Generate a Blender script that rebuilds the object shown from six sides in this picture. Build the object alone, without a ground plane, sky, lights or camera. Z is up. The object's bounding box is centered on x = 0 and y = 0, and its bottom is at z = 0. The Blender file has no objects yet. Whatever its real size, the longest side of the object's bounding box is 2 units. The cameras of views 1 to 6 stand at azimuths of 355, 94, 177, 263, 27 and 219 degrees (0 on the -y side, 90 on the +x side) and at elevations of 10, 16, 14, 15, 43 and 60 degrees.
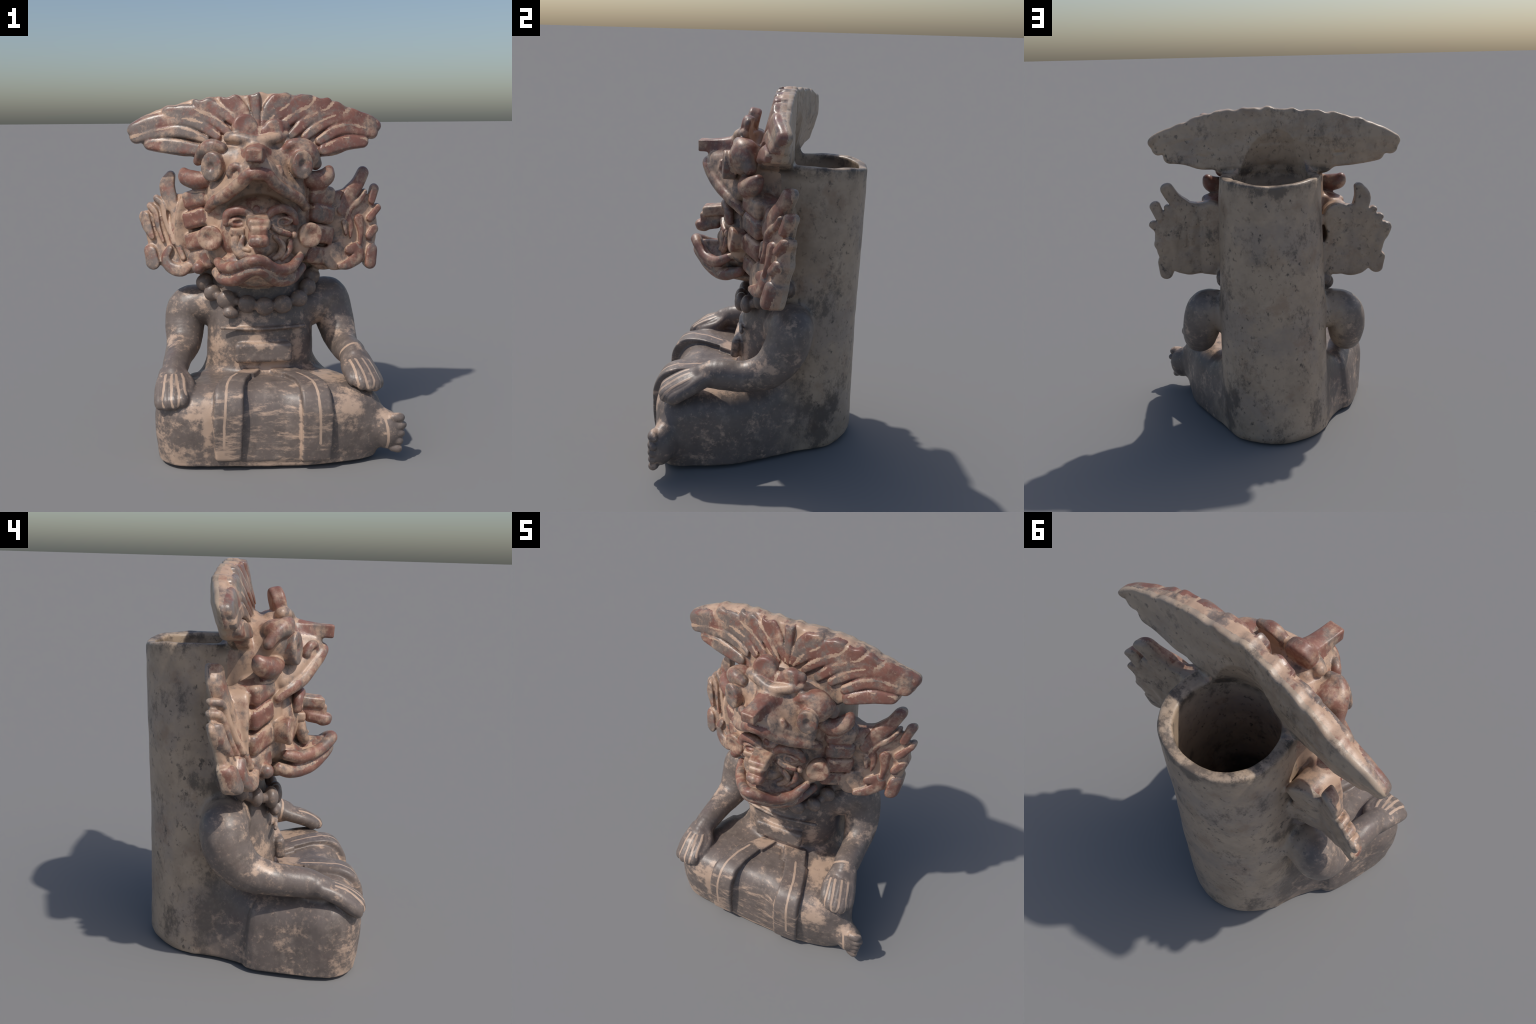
# Seated clay deity urn: a tall cylindrical vessel with a seated figure modelled on its front.
# The whole body is sculpted as one signed-distance field out of strokes, ellipsoids, boxes and
# lofts (clay rolls pressed on a pot), polygonised once, then split into named parts by region.
import bpy, math
import numpy as np
from mathutils import Vector

VOX = 0.0043
LO = np.array([-0.80, -0.62, -0.03]); HI = np.array([0.80, 0.62, 2.05])
N = np.ceil((HI - LO) / VOX).astype(int) + 1
AX = [(LO[i] + VOX * np.arange(N[i])).astype(np.float32) for i in range(3)]
D = np.full(tuple(N), 0.5, np.float32)
LAB = np.zeros(tuple(N), np.int16)
PARTS = []          # (name, parent key, material key)
KEY = {}


def part(key, name, parent, mat):
    """Register a region of the surface; returns its label number."""
    PARTS.append((key, name, parent, mat))
    KEY[key] = len(PARTS)
    return key


# ----------------------------------------------------------------- field operations
def window(lo, hi, pad):
    s = []
    for i in range(3):
        a = int(np.floor((lo[i] - pad - LO[i]) / VOX)); b = int(np.ceil((hi[i] + pad - LO[i]) / VOX)) + 1
        a = max(a, 0); b = min(b, N[i])
        s.append(slice(a, b))
    return tuple(s)


def grids(sl):
    return (AX[0][sl[0]][:, None, None], AX[1][sl[1]][None, :, None], AX[2][sl[2]][None, None, :])


def apply(fn, lo, hi, key=None, k=0.012, op='add'):
    sl = window(lo, hi, k + 4 * VOX)
    X, Y, Z = grids(sl)
    new = fn(X, Y, Z).astype(np.float32)
    cur = D[sl]
    if op == 'add':
        t = np.clip(0.5 + 0.5 * (cur - new) / k, 0, 1)
        if key is not None:
            lab = LAB[sl]
            lab[np.broadcast_to(new, cur.shape) < cur] = KEY[key]
        D[sl] = cur * (1 - t) + new * t - k * t * (1 - t)
    else:
        new = -new
        t = np.clip(0.5 - 0.5 * (cur - new) / k, 0, 1)
        if key is not None:
            lab = LAB[sl]
            lab[np.broadcast_to(new, cur.shape) > cur] = KEY[key]
        D[sl] = cur * (1 - t) + new * t + k * t * (1 - t)


# ----------------------------------------------------------------- shapes
def resample(pts, rad, n=5):
    """Catmull-Rom through the control points, radii interpolated alongside."""
    P = np.column_stack([np.array(pts, float), np.broadcast_to(np.array(rad, float), (len(pts),))])
    if len(P) < 3:
        return P[:, :-1], P[:, -1]
    Q = np.vstack([2 * P[0] - P[1], P, 2 * P[-1] - P[-2]])
    out = []
    for i in range(1, len(Q) - 2):
        for t in np.linspace(0, 1, n, endpoint=False):
            a, b, c, d = Q[i - 1], Q[i], Q[i + 1], Q[i + 2]
            out.append(0.5 * ((2 * b) + (c - a) * t + (2 * a - 5 * b + 4 * c - d) * t * t + (3 * b - a - 3 * c + d) * t ** 3))
    out.append(P[-1])
    out = np.array(out)
    return out[:, :-1], np.maximum(out[:, -1], 0.003)


def stroke(pts, rad, key, k=0.012, squash=(1, 1, 1), op='add', n=5):
    """A clay roll: tapered round tube along a curve, squashed along the world axes."""
    P, R = resample(pts, rad, n)
    sq = np.array(squash, float)
    mr = R.max()
    lo = P.min(0) - mr * sq; hi = P.max(0) + mr * sq
    Ps = P / sq; m = sq.min()

    def fn(X, Y, Z):
        X = X / sq[0]; Y = Y / sq[1]; Z = Z / sq[2]
        best = None
        for a, b, ra, rb in zip(Ps[:-1], Ps[1:], R[:-1], R[1:]):
            ba = b - a; L = max(ba @ ba, 1e-9)
            t = np.clip(((X - a[0]) * ba[0] + (Y - a[1]) * ba[1] + (Z - a[2]) * ba[2]) / L, 0, 1)
            d = np.sqrt((X - a[0] - t * ba[0]) ** 2 + (Y - a[1] - t * ba[1]) ** 2 + (Z - a[2] - t * ba[2]) ** 2) - (ra + (rb - ra) * t)
            best = d if best is None else np.minimum(best, d)
        return best * m
    apply(fn, lo, hi, key, k, op)


def rot(rx, ry, rz):
    cx, sx, cy, sy, cz, sz = [f(math.radians(a)) for a in (rx, ry, rz) for f in (math.cos, math.sin)]
    A = np.array([[1, 0, 0], [0, cx, -sx], [0, sx, cx]]); B = np.array([[cy, 0, sy], [0, 1, 0], [-sy, 0, cy]])
    C = np.array([[cz, -sz, 0], [sz, cz, 0], [0, 0, 1]])
    return C @ B @ A


def local(c, R, X, Y, Z):
    x = X - c[0]; y = Y - c[1]; z = Z - c[2]
    return [R[0, i] * x + R[1, i] * y + R[2, i] * z for i in range(3)]


def ball(c, r, key, k=0.012, turn=(0, 0, 0), op='add'):
    R = rot(*turn); r = np.array(r, float); e = np.abs(R) @ r

    def fn(X, Y, Z):
        x, y, z = local(c, R, X, Y, Z)
        q = np.sqrt((x / r[0]) ** 2 + (y / r[1]) ** 2 + (z / r[2]) ** 2)
        g = np.sqrt((x / r[0] ** 2) ** 2 + (y / r[1] ** 2) ** 2 + (z / r[2] ** 2) ** 2)
        return q * (q - 1) / np.maximum(g, 1e-3)
    apply(fn, np.array(c) - e, np.array(c) + e, key, k, op)


def box(c, half, key, rnd=0.015, k=0.012, turn=(0, 0, 0), op='add'):
    R = rot(*turn); h = np.array(half, float); e = np.abs(R) @ h

    def fn(X, Y, Z):
        q = [np.abs(v) - (h[i] - rnd) for i, v in enumerate(local(c, R, X, Y, Z))]
        return np.sqrt(sum(np.maximum(v, 0) ** 2 for v in q)) + np.minimum(np.maximum(np.maximum(q[0], q[1]), q[2]), 0) - rnd
    apply(fn, np.array(c) - e, np.array(c) + e, key, k, op)


def spool(c, axis, r, half, key, rnd=0.012, k=0.01, flare=0.0, tall=1.0, op='add'):
    """A short disc or spool with its flat face along axis; flare widens the front."""
    a = np.array(axis, float); a /= np.linalg.norm(a)
    u = np.cross(a, [0, 0, 1]); u /= np.linalg.norm(u); w = np.cross(u, a)
    e = r * max(tall, 1) + half

    def fn(X, Y, Z):
        x = X - c[0]; y = Y - c[1]; z = Z - c[2]
        t = x * a[0] + y * a[1] + z * a[2]
        p = np.sqrt((x * u[0] + y * u[1] + z * u[2]) ** 2 + ((x * w[0] + y * w[1] + z * w[2]) / tall) ** 2)
        rr = r * (1 - flare * np.clip((half - t) / (2 * half), 0, 1))
        q0 = p - (rr - rnd); q1 = np.abs(t) - (half - rnd)
        return np.sqrt(np.maximum(q0, 0) ** 2 + np.maximum(q1, 0) ** 2) + np.minimum(np.maximum(q0, q1), 0) - rnd
    apply(fn, np.array(c) - e, np.array(c) + e, key, k, op)


def sheet(pts, width, front, back, key, k=0.006, rnd=0.02, clip=None):
    """A flat lobe in the x-z plane: widths along a curve, between two depth surfaces y(x, z)."""
    P, R = resample(pts, width)
    lo = np.array([P[:, 0].min() - R.max(), -0.2, P[:, 1].min() - R.max()])
    hi = np.array([P[:, 0].max() + R.max(), 0.35, P[:, 1].max() + R.max()])

    def fn(X, Y, Z):
        best = None
        for a, b, ra, rb in zip(P[:-1], P[1:], R[:-1], R[1:]):
            ba = b - a; L = max(ba @ ba, 1e-9)
            t = np.clip(((X - a[0]) * ba[0] + (Z - a[1]) * ba[1]) / L, 0, 1)
            d = np.sqrt((X - a[0] - t * ba[0]) ** 2 + (Z - a[1] - t * ba[1]) ** 2) - (ra + (rb - ra) * t)
            best = d if best is None else np.minimum(best, d)
        f = front(X, Z); b = back(X, Z)
        q1 = np.abs(Y - 0.5 * (f + b)) - 0.5 * np.abs(b - f) + rnd
        q0 = best + rnd
        d = np.sqrt(np.maximum(q0, 0) ** 2 + np.maximum(q1, 0) ** 2) + np.minimum(np.maximum(q0, q1), 0) - rnd
        return d if clip is None else smax(d, clip(X, Z), 0.02)
    apply(fn, lo, hi, key, k)


def ridge(pts, width, surf, height, key, k=0.006, power=2.8, clip=None):
    """A rounded roll lying on a depth surface y = surf(x, z)."""
    P, R = resample(pts, width)
    lo = np.array([P[:, 0].min() - R.max(), -0.2, P[:, 1].min() - R.max()])
    hi = np.array([P[:, 0].max() + R.max(), 0.32, P[:, 1].max() + R.max()])

    def fn(X, Y, Z):
        best = None
        v2 = np.abs((Y - surf(X, Z)) / height) ** power
        for a, b, ra, rb in zip(P[:-1], P[1:], R[:-1], R[1:]):
            ba = b - a; L = max(ba @ ba, 1e-9)
            t = np.clip(((X - a[0]) * ba[0] + (Z - a[1]) * ba[1]) / L, 0, 1)
            r = ra + (rb - ra) * t
            q = ((X - a[0] - t * ba[0]) ** 2 + (Z - a[1] - t * ba[1]) ** 2) / r ** 2
            d = ((q ** (power / 2) + v2) ** (1 / power) - 1) * np.minimum(r, height)
            best = d if best is None else np.minimum(best, d)
        return best if clip is None else smax(best, clip(X, Z), 0.012)
    apply(fn, lo, hi, key, k)


def smax(a, b, k):
    t = np.clip(0.5 - 0.5 * (a - b) / k, 0, 1)
    return a * (1 - t) + b * t + k * t * (1 - t)


def lerp(v, xs, ys):
    return np.interp(v, xs, ys).astype(np.float32)


def convex(X, Y, pts, rnd):
    """Signed distance to a rounded polygon given counter-clockwise corners."""
    P = np.array(pts, float); d2 = None; s = None
    for i in range(len(P)):
        a, b = P[i - 1], P[i]
        e = b - a; t = np.clip(((X - a[0]) * e[0] + (Y - a[1]) * e[1]) / (e @ e), 0, 1)
        q = (X - a[0] - t * e[0]) ** 2 + (Y - a[1] - t * e[1]) ** 2
        d2 = q if d2 is None else np.minimum(d2, q)
        c1 = Y >= a[1]; c2 = Y < b[1]; c3 = e[0] * (Y - a[1]) > e[1] * (X - a[0])
        flip = (c1 & c2 & c3) | (~c1 & ~c2 & ~c3)
        s = flip if s is None else s ^ flip
    return np.where(s, -1, 1) * np.sqrt(d2) - rnd


# ================================================================= register the parts
part('vessel', 'vessel', None, 'body')
part('bore', 'vessel_lining', 'vessel', 'body')
part('torso', 'torso', None, 'body')
part('legs', 'crossed_legs', None, 'body')
part('cloth', 'loincloth', None, 'cloth')
for s in 'LR':
    part('strip' + s, 'loincloth_strip', 'cloth', 'strip' + s)
part('buckle', 'belt_plate', 'torso', 'body')
for s in 'LR':
    part('arm' + s, 'arm', None, 'arm' + s)
    part('hand' + s, 'hand', 'arm' + s, 'hand' + s)
part('foot', 'foot', None, 'foot')
for i in range(5):
    part('toe%d' % i, 'toe', 'foot', 'body')
part('necklace', 'necklace', None, 'bead')
NB = 12
for i in range(NB):
    part('bead%d' % i, 'bead', 'necklace', 'bead')
part('head', 'head', None, 'cream')
part('face', 'face', 'head', 'face')
part('nose', 'nose', 'head', 'red')
part('jaw', 'jaw', 'head', 'face')
for s in ('upper', 'lower'):
    part('lip' + s, 'lip', 'jaw', 'red')
for s in 'LR':
    part('brow' + s, 'brow', 'head', 'red')
    part('lid' + s, 'eyelid', 'head', 'face')
    part('cheek' + s, 'cheek_scroll', 'head', 'face')
    part('ear' + s, 'ear_spool', 'head', 'spool')
part('mask', 'animal_mask', None, 'cream')
part('canopy', 'mask_palate', 'mask', 'palate')
part('masklip', 'mask_lip', 'mask', 'red')
part('snout', 'mask_snout', 'mask', 'red')
part('bar', 'mask_forehead_band', 'mask', 'cream')
for s in 'LR':
    part('mbrow' + s, 'mask_brow', 'mask', 'red')
    part('meye' + s, 'mask_eye', 'mask', 'eye')
    part('nostril' + s, 'mask_nostril', 'mask', 'red')
    part('horn' + s, 'mask_scroll', 'mask', 'red')
    part('knot' + s, 'forehead_ornament', 'mask', 'red')
    for i in range(4):
        part('block%s%d' % (s, i), 'mask_block', 'mask', 'red')
part('crest', 'headdress_crest', None, 'cream')
part('crestback', 'unpainted_crest', 'crest', 'body')
NF = 14
for i in range(NF):
    part('feather%d' % i, 'feather', 'crest', 'feather')
for s in 'LR':
    part('wing' + s, 'wing_panel', None, 'wing')
    part('wingback' + s, 'unpainted_panel', 'wing' + s, 'body')
    for i in range(9):
        part('plume%s%d' % (s, i), 'plume', 'wing' + s, 'plume')

# ================================================================= vessel
VC = (0.020, 0.275)


def vessel_fn(X, Y, Z, grow=0.0):
    rx = lerp(Z, [0, 0.3, 0.75, 1.2, 1.6], [0.300, 0.318, 0.325, 0.310, 0.292]) - grow
    ry = lerp(Z, [0, 0.3, 0.7, 1.2, 1.6], [0.272, 0.272, 0.268, 0.274, 0.285]) - grow
    cy = VC[1] + lerp(Z, [0, 0.7, 1.2, 1.6], [0.0, 0.0, 0.005, 0.005])
    a = np.abs((X - VC[0]) / rx); b = np.abs((Y - cy) / ry)
    p = lerp(Z, [0.1, 0.7, 1.3, 1.6], [2.0, 1.95, 2.15, 2.25])
    q = (a ** p + b ** p + 1e-6) ** (1 / p)
    return (q - 1) * 0.285


def vessel(X, Y, Z):
    rim = 1.581 + 0.012 * (X / 0.28) ** 2 - 0.012 * np.exp(-((X - 0.03) / 0.15) ** 2) * (Y > 0.35) + 0.003 * np.sin(X * 31 + 1) * np.cos(Y * 27)
    d = vessel_fn(X, Y, Z)
    d = smax(d, Z - rim, 0.02)
    return smax(d, 0.004 - Z, 0.05)


apply(vessel, (-0.34, -0.02, 0), (0.36, 0.58, 1.63), 'vessel')

# torso: the front of the tube swells into chest and belly
stroke([(0.005, 0.10, 0.35), (0.005, 0.10, 0.55), (0.005, 0.13, 0.72), (0.005, 0.17, 0.90)], [0.315, 0.31, 0.295, 0.28], 'torso', k=0.03, squash=(1, 0.70, 1))

# ================================================================= crossed legs: a low block with a rounded top
PLAN = [(0.21, 0.44), (0.30, 0.33), (0.395, 0.18), (0.485, 0.01), (0.54, -0.16), (0.575, -0.33), (0.585, -0.43), (0.50, -0.482), (0.33, -0.508),
        (0.15, -0.505), (-0.05, -0.502), (-0.23, -0.490), (-0.43, -0.475), (-0.53, -0.440), (-0.578, -0.345), (-0.545, -0.17), (-0.48, -0.005), (-0.425, 0.09),
        (-0.345, 0.20), (-0.25, 0.38), (0.0, 0.50)]
PLAN = [(x - 0.03 * np.sign(x) * (abs(x) > 0.1), y - 0.03 * np.sign(y)) for x, y in PLAN][::-1]
PLAN = resample(PLAN[-2:] + PLAN + PLAN[:2], 1.0, 4)[0][8:8 + 4 * len(PLAN)]      # rounded outline


def legs(X, Y, Z, sunk=1.0):
    up = np.clip((Z - 0.02) / 0.42, 0, 1)
    bulge = 0.045 + 0.020 * np.sin(up * math.pi) * np.clip((-0.15 - Y) / 0.2, 0, 1) - 0.062 * up ** 1.6 * np.clip((Y + 0.25) / 0.25, 0, 1) + 0 * X
    bulge = bulge - sunk * 0.048 * np.exp(-(X / 0.15) ** 4) * np.clip((Z - 0.05) / 0.30, 0, 1) * np.clip((-0.2 - Y) / 0.15, 0, 1)
    d = convex(X, Y, PLAN, 0.0) - bulge
    top = 0.389 + 0.024 * np.clip((-0.12 - Y) / 0.22, 0, 1) + 0.10 * np.clip((Y - 0.02) / 0.3, 0, 1.2)
    top = top - 0.012 * np.clip((np.abs(X) - 0.3) / 0.25, 0, 1)
    d = smax(d, (Z - top) * 0.93, 0.14)
    return smax(d, 0.002 - Z + 0.0 * X, 0.015)


apply(legs, (-0.64, -0.57, 0), (0.66, 0.56, 0.56), 'legs', k=0.05)

# loincloth: central panel and two hanging strips laid on the legs
LS = [0.0, 0.12, 0.30, 0.42, 0.55, 0.85]


def cloth_strip(inner, outer, lift, z0):
    def fn(X, Y, Z):
        s = np.clip(-0.11 - Y, 0, 0.36) + np.clip(0.47 - Z, 0, 0.5) * (Y < -0.25)
        i = lerp(s, LS, inner); o = lerp(s, LS, outer)
        side = np.maximum(np.minimum(i, o) - X, X - np.maximum(i, o))
        d = legs(X, Y, Z, 1.0 if lift < 0.01 else 0.0) - lift
        d = smax(d, side, 0.018)
        d = smax(d, z0 - Z, 0.02)
        return smax(d, Y + 0.10, 0.02)
    return fn


apply(cloth_strip([-0.01, -0.06, -0.13, -0.155, -0.16, -0.16], [0.02, 0.06, 0.15, 0.18, 0.18, 0.17], 0.004, 0.03), (-0.36, -0.58, 0.0), (0.36, -0.09, 0.54), 'cloth', k=0.008)
apply(cloth_strip([-0.005, -0.055, -0.115, -0.135, -0.145, -0.150], [-0.116, -0.185, -0.262, -0.29, -0.30, -0.29], 0.032, 0.045), (-0.36, -0.6, 0.0), (0.0, -0.09, 0.54), 'stripL', k=0.008)
apply(cloth_strip([0.035, 0.085, 0.15, 0.165, 0.172, 0.162], [0.20, 0.245, 0.30, 0.325, 0.335, 0.322], 0.030, 0.035), (0.0, -0.6, 0.0), (0.38, -0.09, 0.54), 'stripR', k=0.008)

# belt plate and chest line
box((0.005, -0.126, 0.515), (0.165, 0.030, 0.060), 'buckle', rnd=0.024, k=0.012, turn=(-6, 0, 0))
stroke([(-0.23, -0.085, 0.655), (0.0, -0.118, 0.650), (0.24, -0.085, 0.655)], 0.012, 'torso', k=0.02)

# ================================================================= arms and hands
stroke([(-0.30, 0.175, 0.735), (-0.410, 0.195, 0.725), (-0.437, 0.175, 0.63), (-0.448, 0.095, 0.530), (-0.475, -0.035, 0.488), (-0.495, -0.20, 0.470), (-0.505, -0.28, 0.452)],
       [0.12, 0.118, 0.115, 0.098, 0.080, 0.076, 0.062], 'armL', k=0.03)
stroke([(0.315, 0.165, 0.725), (0.425, 0.195, 0.765), (0.462, 0.172, 0.66), (0.482, 0.095, 0.553), (0.492, -0.03, 0.507), (0.500, -0.18, 0.514), (0.505, -0.25, 0.505)],
       [0.125, 0.120, 0.118, 0.100, 0.080, 0.078, 0.062], 'armR', k=0.03)


def strokes(curves, key, k):
    """Several rolls lying side by side, joined without swelling where they overlap."""
    data = [resample(p, r, 4) for p, r in curves]
    A = np.vstack([d[0] for d in data]); R = max(d[1].max() for d in data)

    def fn(X, Y, Z):
        best = None
        for P, r in data:
            for a, b, ra, rb in zip(P[:-1], P[1:], r[:-1], r[1:]):
                ba = b - a
                t = np.clip(((X - a[0]) * ba[0] + (Y - a[1]) * ba[1] + (Z - a[2]) * ba[2]) / max(ba @ ba, 1e-9), 0, 1)
                d = np.sqrt((X - a[0] - t * ba[0]) ** 2 + (Y - a[1] - t * ba[1]) ** 2 + (Z - a[2] - t * ba[2]) ** 2) - (ra + (rb - ra) * t)
                best = d if best is None else np.minimum(best, d)
        return best
    apply(fn, A.min(0) - R, A.max(0) + R, key, k)


def hand(base, spread, fingers, key, rad):
    """A mitten of five fingers fanning out of the wrist."""
    c = []
    fingers = [(p, q, tuple(np.array(q) + 0.42 * (np.array(e) - np.array(q)))) for p, q, e in fingers]
    for i, (p, q, e) in enumerate(fingers):
        o = (i - 2) * spread
        c.append(([(base[0] + o, base[1], base[2]), p, q, e], [rad * 1.15, rad * 1.05, rad, rad * 0.82]))
        if i:   # webbing keeps the fingers together
            p0, q0, e0 = [np.array(v) for v in fingers[i - 1]]
            m = [tuple((np.array(v) + w) / 2) for v, w in ((p, p0), (q, q0), (e, e0))]
            c.append(([(base[0] + o - spread / 2, base[1], base[2])] + m, [rad * 1.15, rad * 1.04, rad * 0.97, rad * 0.74]))
    strokes(c, key, 0.012)


hand((-0.507, -0.266, 0.454), -0.02, [((-0.430, -0.316, 0.419), (-0.425, -0.386, 0.394), (-0.427, -0.426, 0.379)),
                                    ((-0.460, -0.361, 0.426), (-0.455, -0.451, 0.379), (-0.455, -0.488, 0.339)),
                                    ((-0.498, -0.371, 0.430), (-0.498, -0.456, 0.374), (-0.498, -0.494, 0.324)),
                                    ((-0.535, -0.371, 0.426), (-0.538, -0.451, 0.369), (-0.538, -0.491, 0.319)),
                                    ((-0.566, -0.356, 0.414), (-0.572, -0.431, 0.359), (-0.572, -0.471, 0.319))], 'handL', 0.036)
hand((0.507, -0.236, 0.505), 0.02, [((0.448, -0.336, 0.475), (0.458, -0.406, 0.445), (0.463, -0.451, 0.420)),
                                  ((0.485, -0.346, 0.485), (0.500, -0.436, 0.440), (0.508, -0.488, 0.390)),
                                  ((0.525, -0.346, 0.480), (0.540, -0.436, 0.432), (0.547, -0.486, 0.380)),
                                  ((0.558, -0.336, 0.470), (0.574, -0.426, 0.422), (0.580, -0.471, 0.380)),
                                  ((0.582, -0.316, 0.455), (0.600, -0.386, 0.415), (0.605, -0.426, 0.385))], 'handR', 0.036)

# ================================================================= foot
stroke([(0.50, -0.41, 0.16), (0.60, -0.435, 0.165), (0.650, -0.455, 0.155)], [0.125, 0.098, 0.090], 'foot', k=0.035, squash=(0.9, 0.75, 1.18))
for i in range(5):
    z = 0.238 - 0.043 * i
    stroke([(0.67, -0.485, z), (0.712 - 0.006 * abs(i - 1.5), -0.488, z - 0.002), (0.728 - 0.012 * abs(i - 1), -0.478, z - 0.004)], [0.022, 0.025, 0.020], 'toe%d' % i, k=0.007)

# ================================================================= necklace
BEADS = [(-0.318, 0.105, 0.885), (-0.275, 0.022, 0.838), (-0.198, -0.062, 0.812), (-0.085, -0.104, 0.795), (0.014, -0.114, 0.782), (0.118, -0.104, 0.790),
         (0.215, -0.062, 0.812), (0.278, 0.012, 0.862), (0.312, 0.085, 0.912)]
stroke([(-0.31, 0.15, 0.90)] + [(x, y + 0.02, z) for x, y, z in BEADS[1:-1]] + [(0.315, 0.13, 0.93)], 0.026, 'necklace', k=0.012)
for i, b in enumerate(BEADS):
    r = [0.050, 0.048, 0.058, 0.056, 0.057, 0.057, 0.050, 0.050, 0.052][i]
    ball(b, (r, r * 0.68, r), 'bead%d' % i, k=0.008)
ball((-0.175, -0.085, 0.742), (0.050, 0.03, 0.035), 'bead9', k=0.012)
ball((-0.30, 0.17, 0.93), (0.05, 0.05, 0.05), 'bead10', k=0.01)
ball((0.315, 0.16, 0.95), (0.05, 0.05, 0.05), 'bead11', k=0.01)

# ================================================================= head core
stroke([(0.005, 0.20, 0.86), (0.0, 0.19, 1.00), (-0.01, 0.10, 1.25), (-0.015, 0.10, 1.50)], [0.28, 0.29, 0.29, 0.28], 'head', k=0.03, squash=(1, 0.55, 1))
box((-0.015, 0.03, 1.32), (0.29, 0.13, 0.31), 'head', rnd=0.09, k=0.03)
ball((-0.025, -0.055, 1.215), (0.215, 0.145, 0.20), 'face', k=0.02)

# ================================================================= animal mask: upper jaw canopy
LIP = [(-0.292, -0.065, 1.340), (-0.265, -0.125, 1.382), (-0.205, -0.195, 1.422), (-0.125, -0.270, 1.495), (-0.085, -0.305, 1.540), (-0.035, -0.315, 1.548), (0.015, -0.305, 1.535),
       (0.06, -0.275, 1.487), (0.135, -0.215, 1.432), (0.205, -0.155, 1.392), (0.248, -0.09, 1.340)]
for p in resample(LIP[1:-1], 1.0, 4)[0]:
    stroke([(0.7 * p[0], 0.03, 1.585), (p[0] * 0.97, p[1] + 0.040, p[2] + 0.035)], [0.095, 0.040], 'mask', k=0.012)
ball((-0.02, -0.03, 1.60), (0.30, 0.14, 0.12), 'mask', k=0.03)
# hollow under the canopy
ball((-0.025, -0.385, 1.29), (0.25, 0.25, 0.16), 'canopy', k=0.015, op='cut')
ball((-0.022, -0.078, 1.215), (0.222, 0.148, 0.20), 'face', k=0.012)
stroke(LIP, [0.022, 0.030, 0.035, 0.037, 0.037, 0.037, 0.037, 0.037, 0.035, 0.030, 0.022], 'masklip', k=0.010)
# lower jaw: a shovel-shaped tray with two thick lips
JAWP = [(-0.245, -0.125, 1.045), (-0.218, -0.20, 1.030), (-0.158, -0.30, 1.048), (-0.085, -0.378, 1.088), (-0.03, -0.380, 1.092), (0.055, -0.318, 1.034), (0.145, -0.245, 1.026), (0.208, -0.165, 1.072)]
for p in JAWP[1:-1]:
    stroke([(-0.02, -0.05, 1.030), (p[0] * 0.90, p[1] * 0.92, p[2] - 0.045)], [0.085, 0.030], 'jaw', k=0.02)
ball((-0.02, -0.10, 1.045), (0.21, 0.14, 0.070), 'jaw', k=0.02)
for p in resample(JAWP[1:-1], 1.0, 3)[0]:
    stroke([(-0.02, -0.10, 1.050), (p[0] * 0.90, p[1] * 0.93, p[2] - 0.03)], [0.05, 0.030], 'jaw', k=0.008)
stroke([(-0.025, -0.345, 1.03), (-0.02, -0.25, 0.972), (-0.015, -0.14, 0.945), (-0.01, -0.02, 0.93)], [0.028, 0.042, 0.050, 0.050], 'jaw', k=0.02, squash=(3.0, 1, 1))
stroke(JAWP, [0.024, 0.030, 0.031, 0.031, 0.031, 0.031, 0.030, 0.022], 'lipupper', k=0.006, squash=(1, 1, 0.95))
stroke([(-0.25, -0.085, 0.978), (-0.218, -0.165, 0.955), (-0.158, -0.265, 0.970), (-0.080, -0.362, 1.036), (-0.02, -0.362, 1.032), (0.065, -0.275, 0.966), (0.15, -0.195, 0.960), (0.225, -0.10, 1.00)],
       [0.030, 0.035, 0.036, 0.031, 0.031, 0.036, 0.035, 0.026], 'liplower', k=0.006)

# snout
stroke([(-0.025, -0.08, 1.655), (-0.035, -0.18, 1.650), (-0.045, -0.27, 1.646), (-0.050, -0.310, 1.645)], [0.075, 0.054, 0.040, 0.034], 'snout', k=0.04, squash=(1.2, 1, 0.98))
box((-0.050, -0.27, 1.644), (0.047, 0.104, 0.036), 'snout', rnd=0.013, k=0.012, turn=(2, 0, -6))
# forehead band with sagging middle
stroke([(-0.175, -0.085, 1.728), (-0.13, -0.11, 1.726), (-0.03, -0.145, 1.708), (0.07, -0.125, 1.722), (0.13, -0.095, 1.735)], [0.03, 0.033, 0.033, 0.033, 0.03], 'bar', k=0.02)
box((-0.02, -0.055, 1.69), (0.15, 0.045, 0.045), 'bar', rnd=0.03, k=0.02)
# split forehead ornament
spool((-0.088, -0.075, 1.782), (0.05, -0.97, 0.22), 0.072, 0.036, 'knotL', rnd=0.02, k=0.010)
stroke([(-0.02, -0.095, 1.735), (-0.06, -0.085, 1.765)], [0.045, 0.055], 'knotL', k=0.012, squash=(1, 0.62, 1))
spool((0.072, -0.085, 1.768), (-0.05, -0.97, 0.22), 0.058, 0.036, 'knotR', rnd=0.02, k=0.010)
stroke([(0.01, -0.095, 1.742), (0.07, -0.085, 1.775), (0.125, -0.08, 1.782)], [0.045, 0.050, 0.038], 'knotR', k=0.012, squash=(1, 0.66, 1))

ball((0.10, -0.030, 1.745), (0.125, 0.036, 0.075), 'mask', k=0.02, op='cut')
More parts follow.
